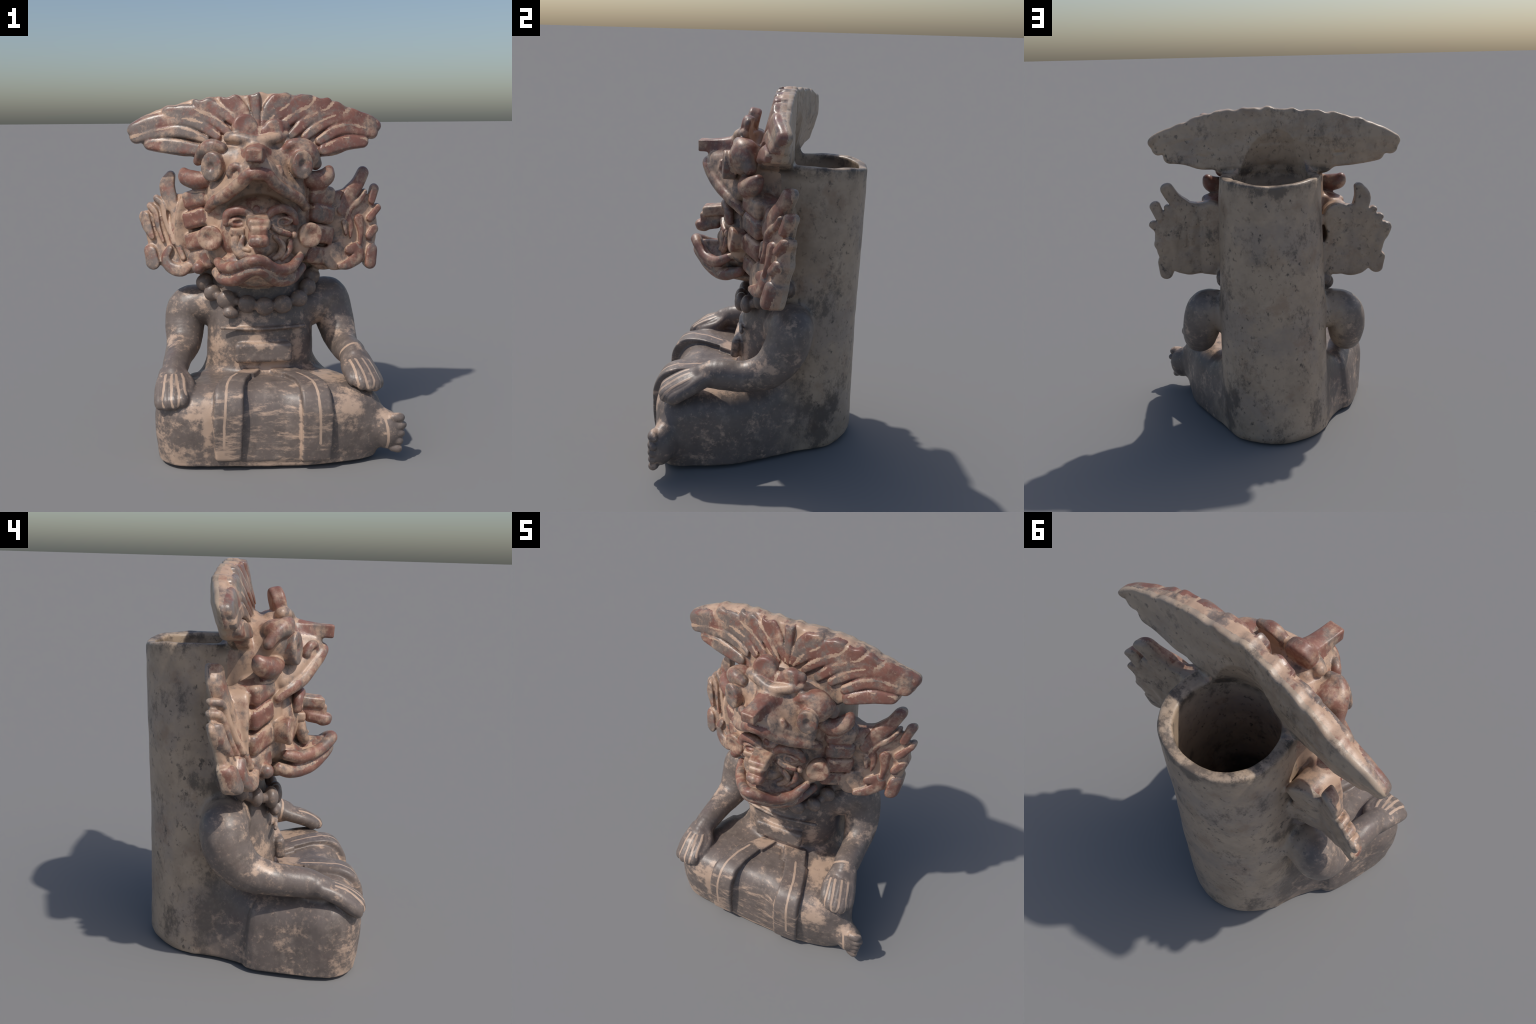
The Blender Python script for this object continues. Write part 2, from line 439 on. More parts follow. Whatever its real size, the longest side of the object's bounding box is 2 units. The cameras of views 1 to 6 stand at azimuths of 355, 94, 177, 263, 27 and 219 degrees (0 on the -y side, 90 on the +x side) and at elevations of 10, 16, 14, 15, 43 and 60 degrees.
# eyes of the mask
ball((0.222, -0.085, 1.625), (0.10, 0.085, 0.098), 'mbrowR', k=0.02)
stroke([(0.125, -0.115, 1.66), (0.17, -0.125, 1.69), (0.23, -0.105, 1.685), (0.285, -0.075, 1.645), (0.31, -0.05, 1.58)], [0.028, 0.034, 0.036, 0.036, 0.035], 'mbrowR', k=0.015)
ball((-0.248, -0.055, 1.59), (0.07, 0.07, 0.085), 'mask', k=0.02)
ball((-0.265, -0.055, 1.660), (0.075, 0.078, 0.050), 'mbrowL', k=0.015, turn=(0, 0, 20))
stroke([(-0.215, -0.115, 1.675), (-0.270, -0.098, 1.685), (-0.318, -0.050, 1.655), (-0.345, -0.005, 1.60)], [0.026, 0.034, 0.034, 0.026], 'mbrowL', k=0.012)
EYES = {'L': ((-0.262, -0.128, 1.572), (-0.50, -0.86, 0.05)), 'R': ((0.211, -0.168, 1.580), (0.22, -0.97, 0.05))}
for s, (c, a) in EYES.items():
    spool(c, a, 0.061, 0.036, 'meye' + s, rnd=0.010, k=0.005, tall=1.28)
    n = np.array(a) / np.linalg.norm(a)
    ball(np.array(c) + n * 0.045, (0.022, 0.022, 0.026), 'meye' + s, k=0.012, op='cut')
# nostril scrolls
stroke([(-0.175, -0.215, 1.540), (-0.165, -0.235, 1.575), (-0.135, -0.262, 1.580), (-0.115, -0.275, 1.555)], [0.024, 0.022, 0.02, 0.016], 'nostrilL', k=0.008)
stroke([(0.085, -0.225, 1.57), (0.095, -0.225, 1.545)], [0.018, 0.02], 'nostrilR', k=0.008)
# scrolls behind the eyes
stroke([(0.27, -0.07, 1.50), (0.325, -0.055, 1.487), (0.375, -0.025, 1.505), (0.395, 0.0, 1.535)], [0.04, 0.052, 0.048, 0.030], 'hornR', k=0.012)
stroke([(-0.30, -0.05, 1.50), (-0.36, -0.01, 1.492), (-0.41, 0.03, 1.505), (-0.425, 0.05, 1.530)], [0.04, 0.05, 0.046, 0.028], 'hornL', k=0.012)

# stacked side blocks
for i, z in enumerate([1.400, 1.292, 1.175, 1.055]):
    t = [0, 0.004, 0.002, -0.03][i]
    box((0.330 + t, 0.015, z), (0.085, 0.07, 0.052), 'blockR%d' % i, rnd=0.028, k=0.018, turn=(0, 12, 34))
for i, z in enumerate([1.388, 1.272, 1.150, 1.025]):
    t = [0, 0.0, 0.012, 0.03][i]
    box((-0.338 + t, 0.055, z + 0.01 * (i == 3)), (0.088, 0.07, 0.052 + 0.006 * (i == 3)), 'blockL%d' % i, rnd=0.028, k=0.018, turn=(0, -16, -40))
ball((-0.352, -0.01, 0.995), (0.036, 0.036, 0.036), 'blockL3', k=0.01)

# ear spools
for s, c, a in (('L', (-0.280, -0.095, 1.180), (-0.30, -0.95, 0.03)), ('R', (0.262, -0.112, 1.188), (0.25, -0.96, 0.05))):
    spool(c, a, 0.072, 0.045, 'ear' + s, rnd=0.014, k=0.012, flare=0.30)
    n = np.array(a) / np.linalg.norm(a)
    ball(np.array(c) + n * 0.056, (0.03, 0.02, 0.03), 'ear' + s, k=0.02, op='cut')

# ================================================================= face
stroke([(-0.200, -0.177, 1.270), (-0.195, -0.182, 1.312), (-0.166, -0.190, 1.333), (-0.122, -0.202, 1.340), (-0.079, -0.202, 1.325), (-0.055, -0.202, 1.300)], [0.020, 0.023, 0.026, 0.027, 0.024, 0.016], 'browL', k=0.006)
stroke([(0.030, -0.210, 1.312), (0.062, -0.205, 1.338), (0.119, -0.195, 1.345), (0.165, -0.175, 1.315), (0.183, -0.165, 1.265)], [0.018, 0.024, 0.026, 0.024, 0.018], 'browR', k=0.006)
for s, x in (('L', -0.139), ('R', 0.115)):
    o = 0.0 if s == 'L' else 0.01
    ball((x, -0.190 + o, 1.276), (0.048, 0.03, 0.03), 'lid' + s, k=0.008)
    ball((x, -0.224 + o, 1.276), (0.032, 0.026, 0.016), 'lid' + s, k=0.006, op='cut')
box((-0.142, -0.204, 1.224), (0.038, 0.022, 0.020), 'cheekL', rnd=0.01, k=0.006)
stroke([(0.049, -0.220, 1.244), (0.096, -0.210, 1.220), (0.141, -0.195, 1.204)], [0.014, 0.017, 0.015], 'cheekR', k=0.006)
ball((0.172, -0.180, 1.197), (0.016, 0.016, 0.02), 'cheekR', k=0.005)
stroke([(-0.151, -0.207, 1.190), (-0.152, -0.212, 1.147), (-0.128, -0.227, 1.106), (-0.094, -0.237, 1.093), (-0.053, -0.242, 1.104)], [0.022, 0.025, 0.027, 0.026, 0.016], 'cheekL', k=0.008)
stroke([(-0.112, -0.222, 1.195), (-0.122, -0.227, 1.160), (-0.116, -0.237, 1.136), (-0.085, -0.252, 1.128)], [0.012, 0.013, 0.013, 0.010], 'cheekL', k=0.006)
stroke([(0.060, -0.220, 1.195), (0.090, -0.217, 1.165), (0.105, -0.212, 1.135), (0.092, -0.215, 1.095), (0.056, -0.230, 1.075)], [0.012, 0.015, 0.016, 0.016, 0.012], 'cheekR', k=0.008)
stroke([(0.150, -0.185, 1.165), (0.150, -0.188, 1.130), (0.130, -0.198, 1.095), (0.100, -0.210, 1.070)], [0.012, 0.014, 0.014, 0.012], 'cheekR', k=0.008)
ball((-0.035, -0.195, 1.125), (0.085, 0.065, 0.05), 'face', k=0.012)
ball((0.205, -0.10, 1.13), (0.06, 0.055, 0.08), 'head', k=0.02)
# nose: a barred, stepped roll
box((-0.033, -0.257, 1.283), (0.060, 0.085, 0.030), 'nose', rnd=0.018, k=0.010, turn=(6, 0, 0))
box((-0.035, -0.277, 1.243), (0.044, 0.078, 0.034), 'nose', rnd=0.014, k=0.006, turn=(8, 0, 0))
box((-0.037, -0.312, 1.198), (0.050, 0.070, 0.028), 'nose', rnd=0.022, k=0.006, turn=(10, 0, 0))
for x in (-0.068, -0.006):
    ball((x, -0.338, 1.185), (0.024, 0.03, 0.026), 'nose', k=0.01)
ball((-0.037, -0.364, 1.192), (0.020, 0.026, 0.026), 'nose', k=0.01)
stroke([(-0.035, -0.162, 1.300), (-0.035, -0.182, 1.345)], [0.022, 0.02], 'nose', k=0.012)

# ================================================================= bore of the vessel
def bore(X, Y, Z):
    rx = lerp(Z, [0.1, 1.2, 1.6], [0.205, 0.212, 0.228]); cy = lerp(Z, [0.1, 1.3, 1.6], [0.265, 0.275, 0.297]); ry = lerp(Z, [0.1, 1.3, 1.6], [0.23, 0.24, 0.218])
    a = np.abs((X - 0.012) / rx); b = np.abs((Y - cy) / ry)
    q = (a ** 2.2 + b ** 2.2 + 1e-6) ** (1 / 2.2)
    return smax((q - 1) * 0.23, 0.07 - Z, 0.06)


apply(bore, (-0.25, 0.05, 0.07), (0.27, 0.55, 2.05), 'bore', k=0.014, op='cut')


# ================================================================= feather crest
def crest_front(X, Z):
    s = np.where(X > 0, 0.095 * (X / 0.72) ** 4, 0.185 * (np.abs(X) / 0.75) ** 1.0)
    return 0.042 + s + 0.25 * (Z - 1.8)


def crest_plate(X, Z):
    return crest_front(X, Z) + 0.010


def crest_back(X, Z):
    b = np.where(X > 0, 0.165 + 0.10 * np.maximum(Z - 1.9, 0), 0.170 + 0.2 * np.minimum(np.abs(X), 0.50) + 0.25 * np.minimum(Z - 1.8, 0))
    pot = 0.297 - 0.218 * np.sqrt(np.clip(1 - ((X - 0.012) / 0.228) ** 2, 0, 1)) + 0.38 * (Z - 1.6)   # inner wall of the pot runs up into the crest
    b = np.minimum(b, np.where(np.abs(X - 0.012) < 0.228, pot, 9.0))
    return np.maximum(b, crest_front(X, Z) + 0.035)


FEATHERS = [
    ([(-0.002, 1.768), (-0.012, 1.866), (-0.020, 1.944)], [0.014, 0.030, 0.036]),
    ([(0.018, 1.776), (0.060, 1.876), (0.108, 1.916)], [0.012, 0.042, 0.062]),
    ([(0.035, 1.772), (0.125, 1.861), (0.237, 1.916)], [0.016, 0.042, 0.058]),
    ([(0.095, 1.754), (0.215, 1.854), (0.345, 1.908)], [0.022, 0.043, 0.056]),
    ([(0.180, 1.735), (0.305, 1.837), (0.445, 1.886)], [0.026, 0.044, 0.048]),
    ([(0.265, 1.730), (0.379, 1.812), (0.500, 1.847), (0.615, 1.823), (0.690, 1.788)], [0.028, 0.042, 0.050, 0.046, 0.038]),
    ([(0.345, 1.705), (0.443, 1.762), (0.535, 1.775), (0.670, 1.749)], [0.028, 0.038, 0.042, 0.036]),
    ([(0.370, 1.655), (0.500, 1.694), (0.605, 1.697)], [0.036, 0.044, 0.036]),
    ([(-0.025, 1.776), (-0.090, 1.866), (-0.135, 1.916)], [0.014, 0.046, 0.062]),
    ([(-0.070, 1.759), (-0.175, 1.856), (-0.285, 1.904)], [0.020, 0.044, 0.056]),
    ([(-0.160, 1.745), (-0.260, 1.828), (-0.365, 1.867), (-0.505, 1.870)], [0.026, 0.040, 0.050, 0.042]),
    ([(-0.235, 1.735), (-0.335, 1.801), (-0.455, 1.831), (-0.590, 1.813), (-0.705, 1.773)], [0.028, 0.038, 0.044, 0.048, 0.042]),
    ([(-0.300, 1.715), (-0.430, 1.762), (-0.571, 1.757), (-0.695, 1.731)], [0.026, 0.038, 0.040, 0.038]),
    ([(-0.340, 1.660), (-0.500, 1.682), (-0.620, 1.691)], [0.038, 0.046, 0.036]),
]
RIM_X = [-0.76, -0.74, -0.70, -0.58, -0.50, -0.40, -0.25, -0.10, 0.0, 0.18, 0.32, 0.45, 0.51, 0.66, 0.72, 0.76]
RIM_Z = [1.77, 1.800, 1.834, 1.887, 1.904, 1.936, 1.956, 1.965, 1.973, 1.970, 1.961, 1.933, 1.906, 1.856, 1.812, 1.78]


def fan_rim(X, Z):
    wob = 0.005 * np.sin(X * 47 + 0.6) + 0.003 * np.sin(X * 83)
    return (Z - lerp(X, RIM_X, RIM_Z) - wob) * 0.9


# backing slab of the crest
for pts, w in FEATHERS:
    sheet([(-0.01, 1.70)] + pts, [0.06] + [v * 1.08 for v in w], crest_plate, crest_back, 'crest', k=0.012, rnd=0.018, clip=fan_rim)
sheet([(-0.29, 1.66), (-0.02, 1.70), (0.27, 1.66)], [0.085, 0.12, 0.085], crest_plate, crest_back, 'crest', k=0.02)
sheet([(-0.69, 1.78), (-0.50, 1.855), (-0.25, 1.905), (0.0, 1.920), (0.25, 1.905), (0.47, 1.86), (0.66, 1.785)], [0.045, 0.06, 0.075, 0.075, 0.075, 0.06, 0.045], crest_plate, crest_back, 'crest', k=0.012, clip=fan_rim)
sheet([(-0.63, 1.725), (-0.38, 1.77), (0.0, 1.84), (0.35, 1.77), (0.60, 1.725)], [0.045, 0.06, 0.08, 0.06, 0.045], crest_plate, crest_back, 'crest', k=0.012, clip=fan_rim)
for i, (pts, w) in enumerate(FEATHERS):
    a, b = np.array(pts[-2]), np.array(pts[-1])
    tip = b + (b - a) / np.linalg.norm(b - a) * (0.035 if abs(b[0]) < 0.5 else 0.0)
    ridge(pts[:-1] + [tuple(tip)], [v * 0.97 for v in w], lambda X, Z: crest_front(X, Z) + 0.016, 0.036, 'feather%d' % i, k=0.003, power=3.8, clip=fan_rim)

# ================================================================= side panels with plumes
def front_l(X, Z): return -0.393 - 0.45 * X + 0.27 * Z
def back_l(X, Z): return np.maximum(0.236 + 0.24 * np.abs(X + 0.45) + 0.16 * (Z - 1.25) - 0.10 * np.maximum(1.08 - Z, 0), front_l(X, Z) + 0.03)
def front_r(X, Z): return -0.376 + 0.42 * X + 0.18 * Z
def back_r(X, Z): return np.maximum(0.148 + 0.27 * np.abs(X - 0.45) - 0.18 * np.maximum(1.2 - Z, 0), front_r(X, Z) + 0.03)


PL = [([(-0.505, 1.502), (-0.525, 1.440), (-0.505, 1.350), (-0.480, 1.270)], [0.026, 0.044, 0.040, 0.020]),
      ([(-0.592, 1.370), (-0.556, 1.335), (-0.545, 1.260), (-0.522, 1.190), (-0.495, 1.120)], [0.018, 0.020, 0.020, 0.018, 0.012]),
      ([(-0.630, 1.325), (-0.598, 1.285), (-0.585, 1.210), (-0.558, 1.130)], [0.020, 0.020, 0.019, 0.013]),
      ([(-0.657, 1.270), (-0.652, 1.215), (-0.622, 1.150)], [0.024, 0.032, 0.020]),
      ([(-0.634, 1.064), (-0.620, 1.002)], [0.038, 0.042]),
      ([(-0.519, 1.088), (-0.545, 1.037), (-0.522, 0.985), (-0.456, 0.968), (-0.408, 1.000)], [0.018, 0.026, 0.032, 0.032, 0.024]),
      ([(-0.500, 1.300), (-0.495, 1.210), (-0.468, 1.110), (-0.440, 1.040)], [0.014, 0.018, 0.018, 0.014])]
PR = [([(0.632, 1.512), (0.596, 1.450), (0.537, 1.386), (0.493, 1.310)], [0.034, 0.036, 0.042, 0.040]),
      ([(0.640, 1.402), (0.605, 1.357), (0.546, 1.316), (0.524, 1.271), (0.540, 1.210), (0.535, 1.149)], [0.014, 0.019, 0.018, 0.016, 0.017, 0.008]),
      ([(0.594, 1.245), (0.603, 1.175), (0.598, 1.109)], [0.030, 0.020, 0.012]),
      ([(0.706, 1.414), (0.683, 1.350)], [0.030, 0.026]),
      ([(0.724, 1.304), (0.668, 1.248)], [0.022, 0.024]),
      ([(0.694, 1.180), (0.660, 1.145)], [0.028, 0.024]),
      ([(0.674, 1.062), (0.664, 0.986)], [0.034, 0.036]),
      ([(0.525, 1.075), (0.570, 1.078), (0.580, 1.035), (0.524, 0.995), (0.466, 0.985)], [0.026, 0.034, 0.036, 0.030, 0.018]),
      ([(0.497, 1.234), (0.506, 1.169)], [0.018, 0.012])]
for pts, w in PL:
    sheet([(-0.42, 1.18)] + pts if pts[0][1] < 1.3 and pts[0][1] > 1.08 else pts, ([0.05] if pts[0][1] < 1.3 and pts[0][1] > 1.08 else []) + [v * 1.05 for v in w], front_l, back_l, 'wingL', k=0.010, rnd=0.016)
sheet([(-0.45, 1.33), (-0.54, 1.27), (-0.55, 1.15), (-0.50, 1.02), (-0.40, 1.02)], [0.07, 0.105, 0.11, 0.075, 0.07], lambda X, Z: front_l(X, Z) + 0.008, back_l, 'wingL', k=0.012, rnd=0.018)
sheet([(-0.38, 1.32), (-0.40, 1.20), (-0.36, 1.05)], [0.09, 0.09, 0.10], lambda X, Z: 0.09 + 0 * X, back_l, 'wingL', k=0.02, rnd=0.02)
for pts, w in PR:
    sheet(pts, [v * 1.12 for v in w], lambda X, Z: front_r(X, Z) + 0.004, back_r, 'wingR', k=0.010, rnd=0.014)
sheet([(0.45, 1.35), (0.58, 1.32), (0.62, 1.20), (0.58, 1.08), (0.44, 1.04)], [0.06, 0.10, 0.10, 0.095, 0.080], front_r, back_r, 'wingR', k=0.012, rnd=0.018)
sheet([(0.38, 1.33), (0.42, 1.20), (0.38, 1.05)], [0.09, 0.10, 0.10], lambda X, Z: 0.045 + 0 * X, back_r, 'wingR', k=0.02, rnd=0.02)
for i, (pts, w) in enumerate(PL):
    ridge(pts, [v * 1.08 for v in w], lambda X, Z: front_l(X, Z) + 0.012, 0.038, 'plumeL%d' % i, k=0.006, power=3.4)
for i, (pts, w) in enumerate(PR):
    ridge(pts, [v * 1.10 for v in w], lambda X, Z: front_r(X, Z) + 0.012, 0.038, 'plumeR%d' % i, k=0.006, power=3.4)

# feather paint stops at the rim: its top edge is bare
sl = window((-0.8, -0.05, 1.6), (0.8, 0.4, 2.05), 0); X, Y, Z = grids(sl)
m = np.isin(LAB[sl], [KEY['feather%d' % i] for i in range(NF)]) & (Y > crest_front(X, Z) + 0.022)
LAB[sl][m] = KEY['crest']
# the rear of crest and panels was never painted: give it its own region
for key, back, lo, hi, f, b, w in (('crest', 'crestback', (-0.8, -0.05, 1.5), (0.8, 0.4, 2.05), crest_front, crest_back, 0.62),
                                   ('wingL', 'wingbackL', (-0.8, -0.05, 0.88), (-0.3, 0.4, 1.6), front_l, back_l, 0.6),
                                   ('wingR', 'wingbackR', (0.3, -0.05, 0.88), (0.8, 0.4, 1.6), front_r, back_r, 0.6)):
    sl = window(lo, hi, 0); X, Y, Z = grids(sl)
    own = [KEY[key]] + [KEY[p[0]] for p in PARTS if p[2] == key and p[1] in ('feather', 'plume')]
    m = np.isin(LAB[sl], own) & (Y > f(X, Z) * (1 - w) + b(X, Z) * w)
    LAB[sl][m] = KEY[back]


# ================================================================= polygonise (surface nets)
def polygonise():
    ins = D < 0
    cnt = np.zeros(tuple(n - 1 for n in D.shape), np.uint8)
    for i in (0, 1):
        for j in (0, 1):
            for k in (0, 1):
                cnt += ins[i:ins.shape[0] - 1 + i, j:ins.shape[1] - 1 + j, k:ins.shape[2] - 1 + k]
    cshape = cnt.shape
    flat = np.flatnonzero((cnt > 0) & (cnt < 8)); del cnt
    ci, cj, ck = np.unravel_index(flat, cshape)
    corner = [(i, j, k) for i in (0, 1) for j in (0, 1) for k in (0, 1)]
    val = [D[ci + i, cj + j, ck + k] for i, j, k in corner]
    acc = np.zeros((len(flat), 3)); num = np.zeros(len(flat))
    for a in range(8):
        for b in range(a + 1, 8):
            df = np.array(corner[b]) - np.array(corner[a])
            if np.abs(df).sum() != 1:
                continue
            m = (val[a] < 0) != (val[b] < 0)
            t = val[a][m] / (val[a][m] - val[b][m])
            acc[m] += np.array(corner[a]) + t[:, None] * df
            num[m] += 1
    V = LO + VOX * (np.column_stack([ci, cj, ck]) + acc / num[:, None])
    quads = []
    st = np.array([cshape[1] * cshape[2], cshape[2], 1])
    for ax in range(3):
        s0 = [slice(None)] * 3; s1 = [slice(None)] * 3
        s0[ax] = slice(0, -1); s1[ax] = slice(1, None)
        A = ins[tuple(s0)]; B = ins[tuple(s1)]
        e = np.argwhere(A != B)
        u, v = [(1, 2), (2, 0), (0, 1)][ax]
        ok = (e[:, u] > 0) & (e[:, v] > 0) & (e[:, u] < cshape[u]) & (e[:, v] < cshape[v])
        e = e[ok]
        f = e @ st
        q = np.column_stack([f - st[u] - st[v], f - st[v], f, f - st[u]])
        flip = ~A[tuple(e.T)]
        q[flip] = q[flip][:, ::-1]
        quads.append(q)
    Q = np.searchsorted(flat, np.vstack(quads))
    return V, Q


V, Q = polygonise()
# drop stray specks: keep what is connected (iterative minimum label over edges)
comp = np.arange(len(V))
while True:
    m = comp[Q].min(1)
    new = comp.copy()
    np.minimum.at(new, Q.ravel(), np.repeat(m, 4))
    new = new[new]
    if (new == comp).all():
        break
    comp = new
main = np.bincount(comp).argmax()
Q = Q[comp[Q[:, 0]] == main]

# gentle smoothing, then hand-made unevenness along the surface normal
E4 = np.vstack([Q[:, [0, 1]], Q[:, [1, 2]], Q[:, [2, 3]], Q[:, [3, 0]]])


def relax(V, f):
    s = np.zeros_like(V); c = np.zeros(len(V))
    for a, b in ((0, 1), (1, 0)):
        for i in range(3):
            s[:, i] += np.bincount(E4[:, a], V[E4[:, b], i], len(V))
        c += np.bincount(E4[:, a], minlength=len(V))
    return V + f * (s / np.maximum(c, 1)[:, None] - V)


for _ in range(2):
    V = relax(V, 0.5); V = relax(V, -0.45)


def make_mesh(name, V, Q):
    me = bpy.data.meshes.new(name)
    me.vertices.add(len(V)); me.vertices.foreach_set('co', V.astype(np.float32).ravel())
    me.loops.add(Q.size); me.loops.foreach_set('vertex_index', Q.astype(np.int32).ravel())
    me.polygons.add(len(Q)); me.polygons.foreach_set('loop_start', np.arange(0, Q.size, 4, dtype=np.int32))
    me.polygons.foreach_set('use_smooth', np.ones(len(Q), bool))
    me.update(calc_edges=True)
    return me


def vnormals(V, Q):
    n = np.cross(V[Q[:, 2]] - V[Q[:, 0]], V[Q[:, 3]] - V[Q[:, 1]])
    out = np.zeros_like(V)
    for c in range(4):
        for i in range(3):
            out[:, i] += np.bincount(Q[:, c], n[:, i], len(V))
    return out / np.maximum(np.linalg.norm(out, axis=1), 1e-12)[:, None]


NRM = vnormals(V, Q)
rng = np.random.default_rng(7)
bump = np.zeros(len(V))
for freq, amp, cnt in ((9, 0.0022, 8), (26, 0.0010, 12), (70, 0.00045, 16)):
    for _ in range(cnt):
        d = rng.normal(size=3); d /= np.linalg.norm(d)
        bump += amp / math.sqrt(cnt) * 1.4 * np.sin(freq * rng.uniform(0.7, 1.4) * (V @ d) + rng.uniform(0, 6.28))
V = V + NRM * bump[:, None]
V[:, 2] -= V[:, 2].min()
NRM = vnormals(V, Q)

# region of every face from the field of labels
C = V[Q].mean(1) - NRM[Q].mean(1) * 0.3 * VOX
I = np.clip(np.round((C - LO) / VOX).astype(int), 0, N - 1)
FL = LAB[I[:, 0], I[:, 1], I[:, 2]]


def most_common(row, lab, n):
    """Most frequent label per row."""
    K = len(PARTS) + 1
    code, cnt = np.unique(row.astype(np.int64) * K + lab, return_counts=True)
    o = np.lexsort((cnt, code // K))
    code = code[o]
    last = np.append(np.flatnonzero(np.diff(code // K)), len(code) - 1)
    out = np.zeros(n, np.int64)
    out[code[last] // K] = code[last] % K
    return out


for _ in range(8):   # even out the ragged borders between regions
    VL = most_common(Q.ravel(), np.repeat(FL, 4), len(V))
    FL = most_common(np.repeat(np.arange(len(Q)), 5), np.column_stack([VL[Q], FL]).ravel(), len(Q))

# ================================================================= materials
def srgb(r, g, b):
    f = lambda c: c / 12.92 if c <= 0.04045 else ((c + 0.055) / 1.055) ** 2.4
    return (f(r), f(g), f(b), 1)


CREAM = srgb(0.735, 0.63, 0.55)
CREAM_HEAD = srgb(0.72, 0.60, 0.51)
GREY = srgb(0.42, 0.38, 0.36)
RED = srgb(0.51, 0.32, 0.27)
BARE = srgb(0.70, 0.615, 0.53)
BLACK = srgb(0.20, 0.19, 0.19)


class Nodes:
    def __init__(self, name):
        self.mat = bpy.data.materials.new(name); self.mat.use_nodes = True
        self.t = self.mat.node_tree; self.t.nodes.clear()
        self.co = self.t.nodes.new('ShaderNodeTexCoord').outputs['Object']

    def put(self, sock, v):
        if isinstance(v, bpy.types.NodeSocket):
            self.t.links.new(v, sock)
        else:
            sock.default_value = v

    def math(self, op, a, b=0.0, clamp=False):
        n = self.t.nodes.new('ShaderNodeMath'); n.operation = op; n.use_clamp = clamp
        self.put(n.inputs[0], a); self.put(n.inputs[1], b)
        return n.outputs[0]

    def noise(self, scale, detail=4, rough=0.55, seed=0.0, stretch=(1, 1, 1), distort=0.0):
        m = self.t.nodes.new('ShaderNodeMapping'); self.put(m.inputs['Vector'], self.co)
        m.inputs['Location'].default_value = (seed * 3.1, seed * 1.7, seed * 2.3); m.inputs['Scale'].default_value = stretch
        n = self.t.nodes.new('ShaderNodeTexNoise')
        self.put(n.inputs['Vector'], m.outputs[0]); n.inputs['Scale'].default_value = scale
        n.inputs['Detail'].default_value = detail; n.inputs['Roughness'].default_value = rough
        n.inputs['Distortion'].default_value = distort
        return n.outputs['Fac']

    def ramp(self, v, lo, hi):
        n = self.t.nodes.new('ShaderNodeMapRange'); n.interpolation_type = 'SMOOTHSTEP'
        self.put(n.inputs[0], v); self.put(n.inputs[1], lo); self.put(n.inputs[2], hi)
        return n.outputs[0]

    def mix(self, f, a, b):
        n = self.t.nodes.new('ShaderNodeMix'); n.data_type = 'RGBA'
        self.put(n.inputs[0], f); self.put(n.inputs[6], a); self.put(n.inputs[7], b)
        return n.outputs[2]

    def axes(self):
        s = self.t.nodes.new('ShaderNodeSeparateXYZ'); self.put(s.inputs[0], self.co)
        return s.outputs

    def blob(self, c, r):
        """1 at the centre of an ellipsoid, 0 at its rim and beyond."""
        a = self.t.nodes.new('ShaderNodeVectorMath'); a.operation = 'SUBTRACT'; self.put(a.inputs[0], self.co); a.inputs[1].default_value = c
        b = self.t.nodes.new('ShaderNodeVectorMath'); b.operation = 'DIVIDE'; self.put(b.inputs[0], a.outputs[0]); b.inputs[1].default_value = r
        l = self.t.nodes.new('ShaderNodeVectorMath'); l.operation = 'LENGTH'; self.put(l.inputs[0], b.outputs[0])
        return self.math('SUBTRACT', 1.0, l.outputs['Value'], clamp=True)

    def finish(self, col, rough, bumpsrc, strength=0.15, dist=0.004):
        p = self.t.nodes.new('ShaderNodeBsdfPrincipled'); o = self.t.nodes.new('ShaderNodeOutputMaterial')
        self.put(p.inputs['Base Color'], col); self.put(p.inputs['Roughness'], rough)
        b = self.t.nodes.new('ShaderNodeBump'); b.inputs['Strength'].default_value = strength; b.inputs['Distance'].default_value = dist
        self.put(b.inputs['Height'], bumpsrc); self.put(p.inputs['Normal'], b.outputs[0])
        self.t.links.new(p.outputs[0], o.inputs[0])
        return self.mat


def segment_group():
    g = bpy.data.node_groups.new('distance_to_segment', 'ShaderNodeTree')
    for n in ('Point', 'A', 'BA'):
        g.interface.new_socket(n, in_out='INPUT', socket_type='NodeSocketVector')
    g.interface.new_socket('InvLen', in_out='INPUT', socket_type='NodeSocketFloat')
    g.interface.new_socket('Distance', in_out='OUTPUT', socket_type='NodeSocketFloat')
    i = g.nodes.new('NodeGroupInput'); o = g.nodes.new('NodeGroupOutput')

    def vm(op, a, b):
        n = g.nodes.new('ShaderNodeVectorMath'); n.operation = op
        g.links.new(a, n.inputs[0])
        if b is not None:
            g.links.new(b, n.inputs[3] if op == 'SCALE' else n.inputs[1])
        return n
    pa = vm('SUBTRACT', i.outputs['Point'], i.outputs['A']).outputs[0]
    dt = vm('DOT_PRODUCT', pa, i.outputs['BA']).outputs['Value']
    m = g.nodes.new('ShaderNodeMath'); m.operation = 'MULTIPLY'; m.use_clamp = True
    g.links.new(dt, m.inputs[0]); g.links.new(i.outputs['InvLen'], m.inputs[1])
    sc = vm('SCALE', i.outputs['BA'], m.outputs[0]).outputs[0]
    df = vm('SUBTRACT', pa, sc).outputs[0]
    g.links.new(vm('LENGTH', df, None).outputs['Value'], o.inputs[0])
    return g


SEG = segment_group()


def near_lines(N_, lines):
    best = None
    for pts in lines:
        for a, b in zip(pts[:-1], pts[1:]):
            n = N_.t.nodes.new('ShaderNodeGroup'); n.node_tree = SEG
            N_.put(n.inputs['Point'], N_.co)
            ba = np.array(b) - np.array(a)
            n.inputs['A'].default_value = tuple(a); n.inputs['BA'].default_value = tuple(ba); n.inputs['InvLen'].default_value = 1 / max(ba @ ba, 1e-9)
            best = n.outputs[0] if best is None else N_.math('MINIMUM', best, n.outputs[0])
    return best


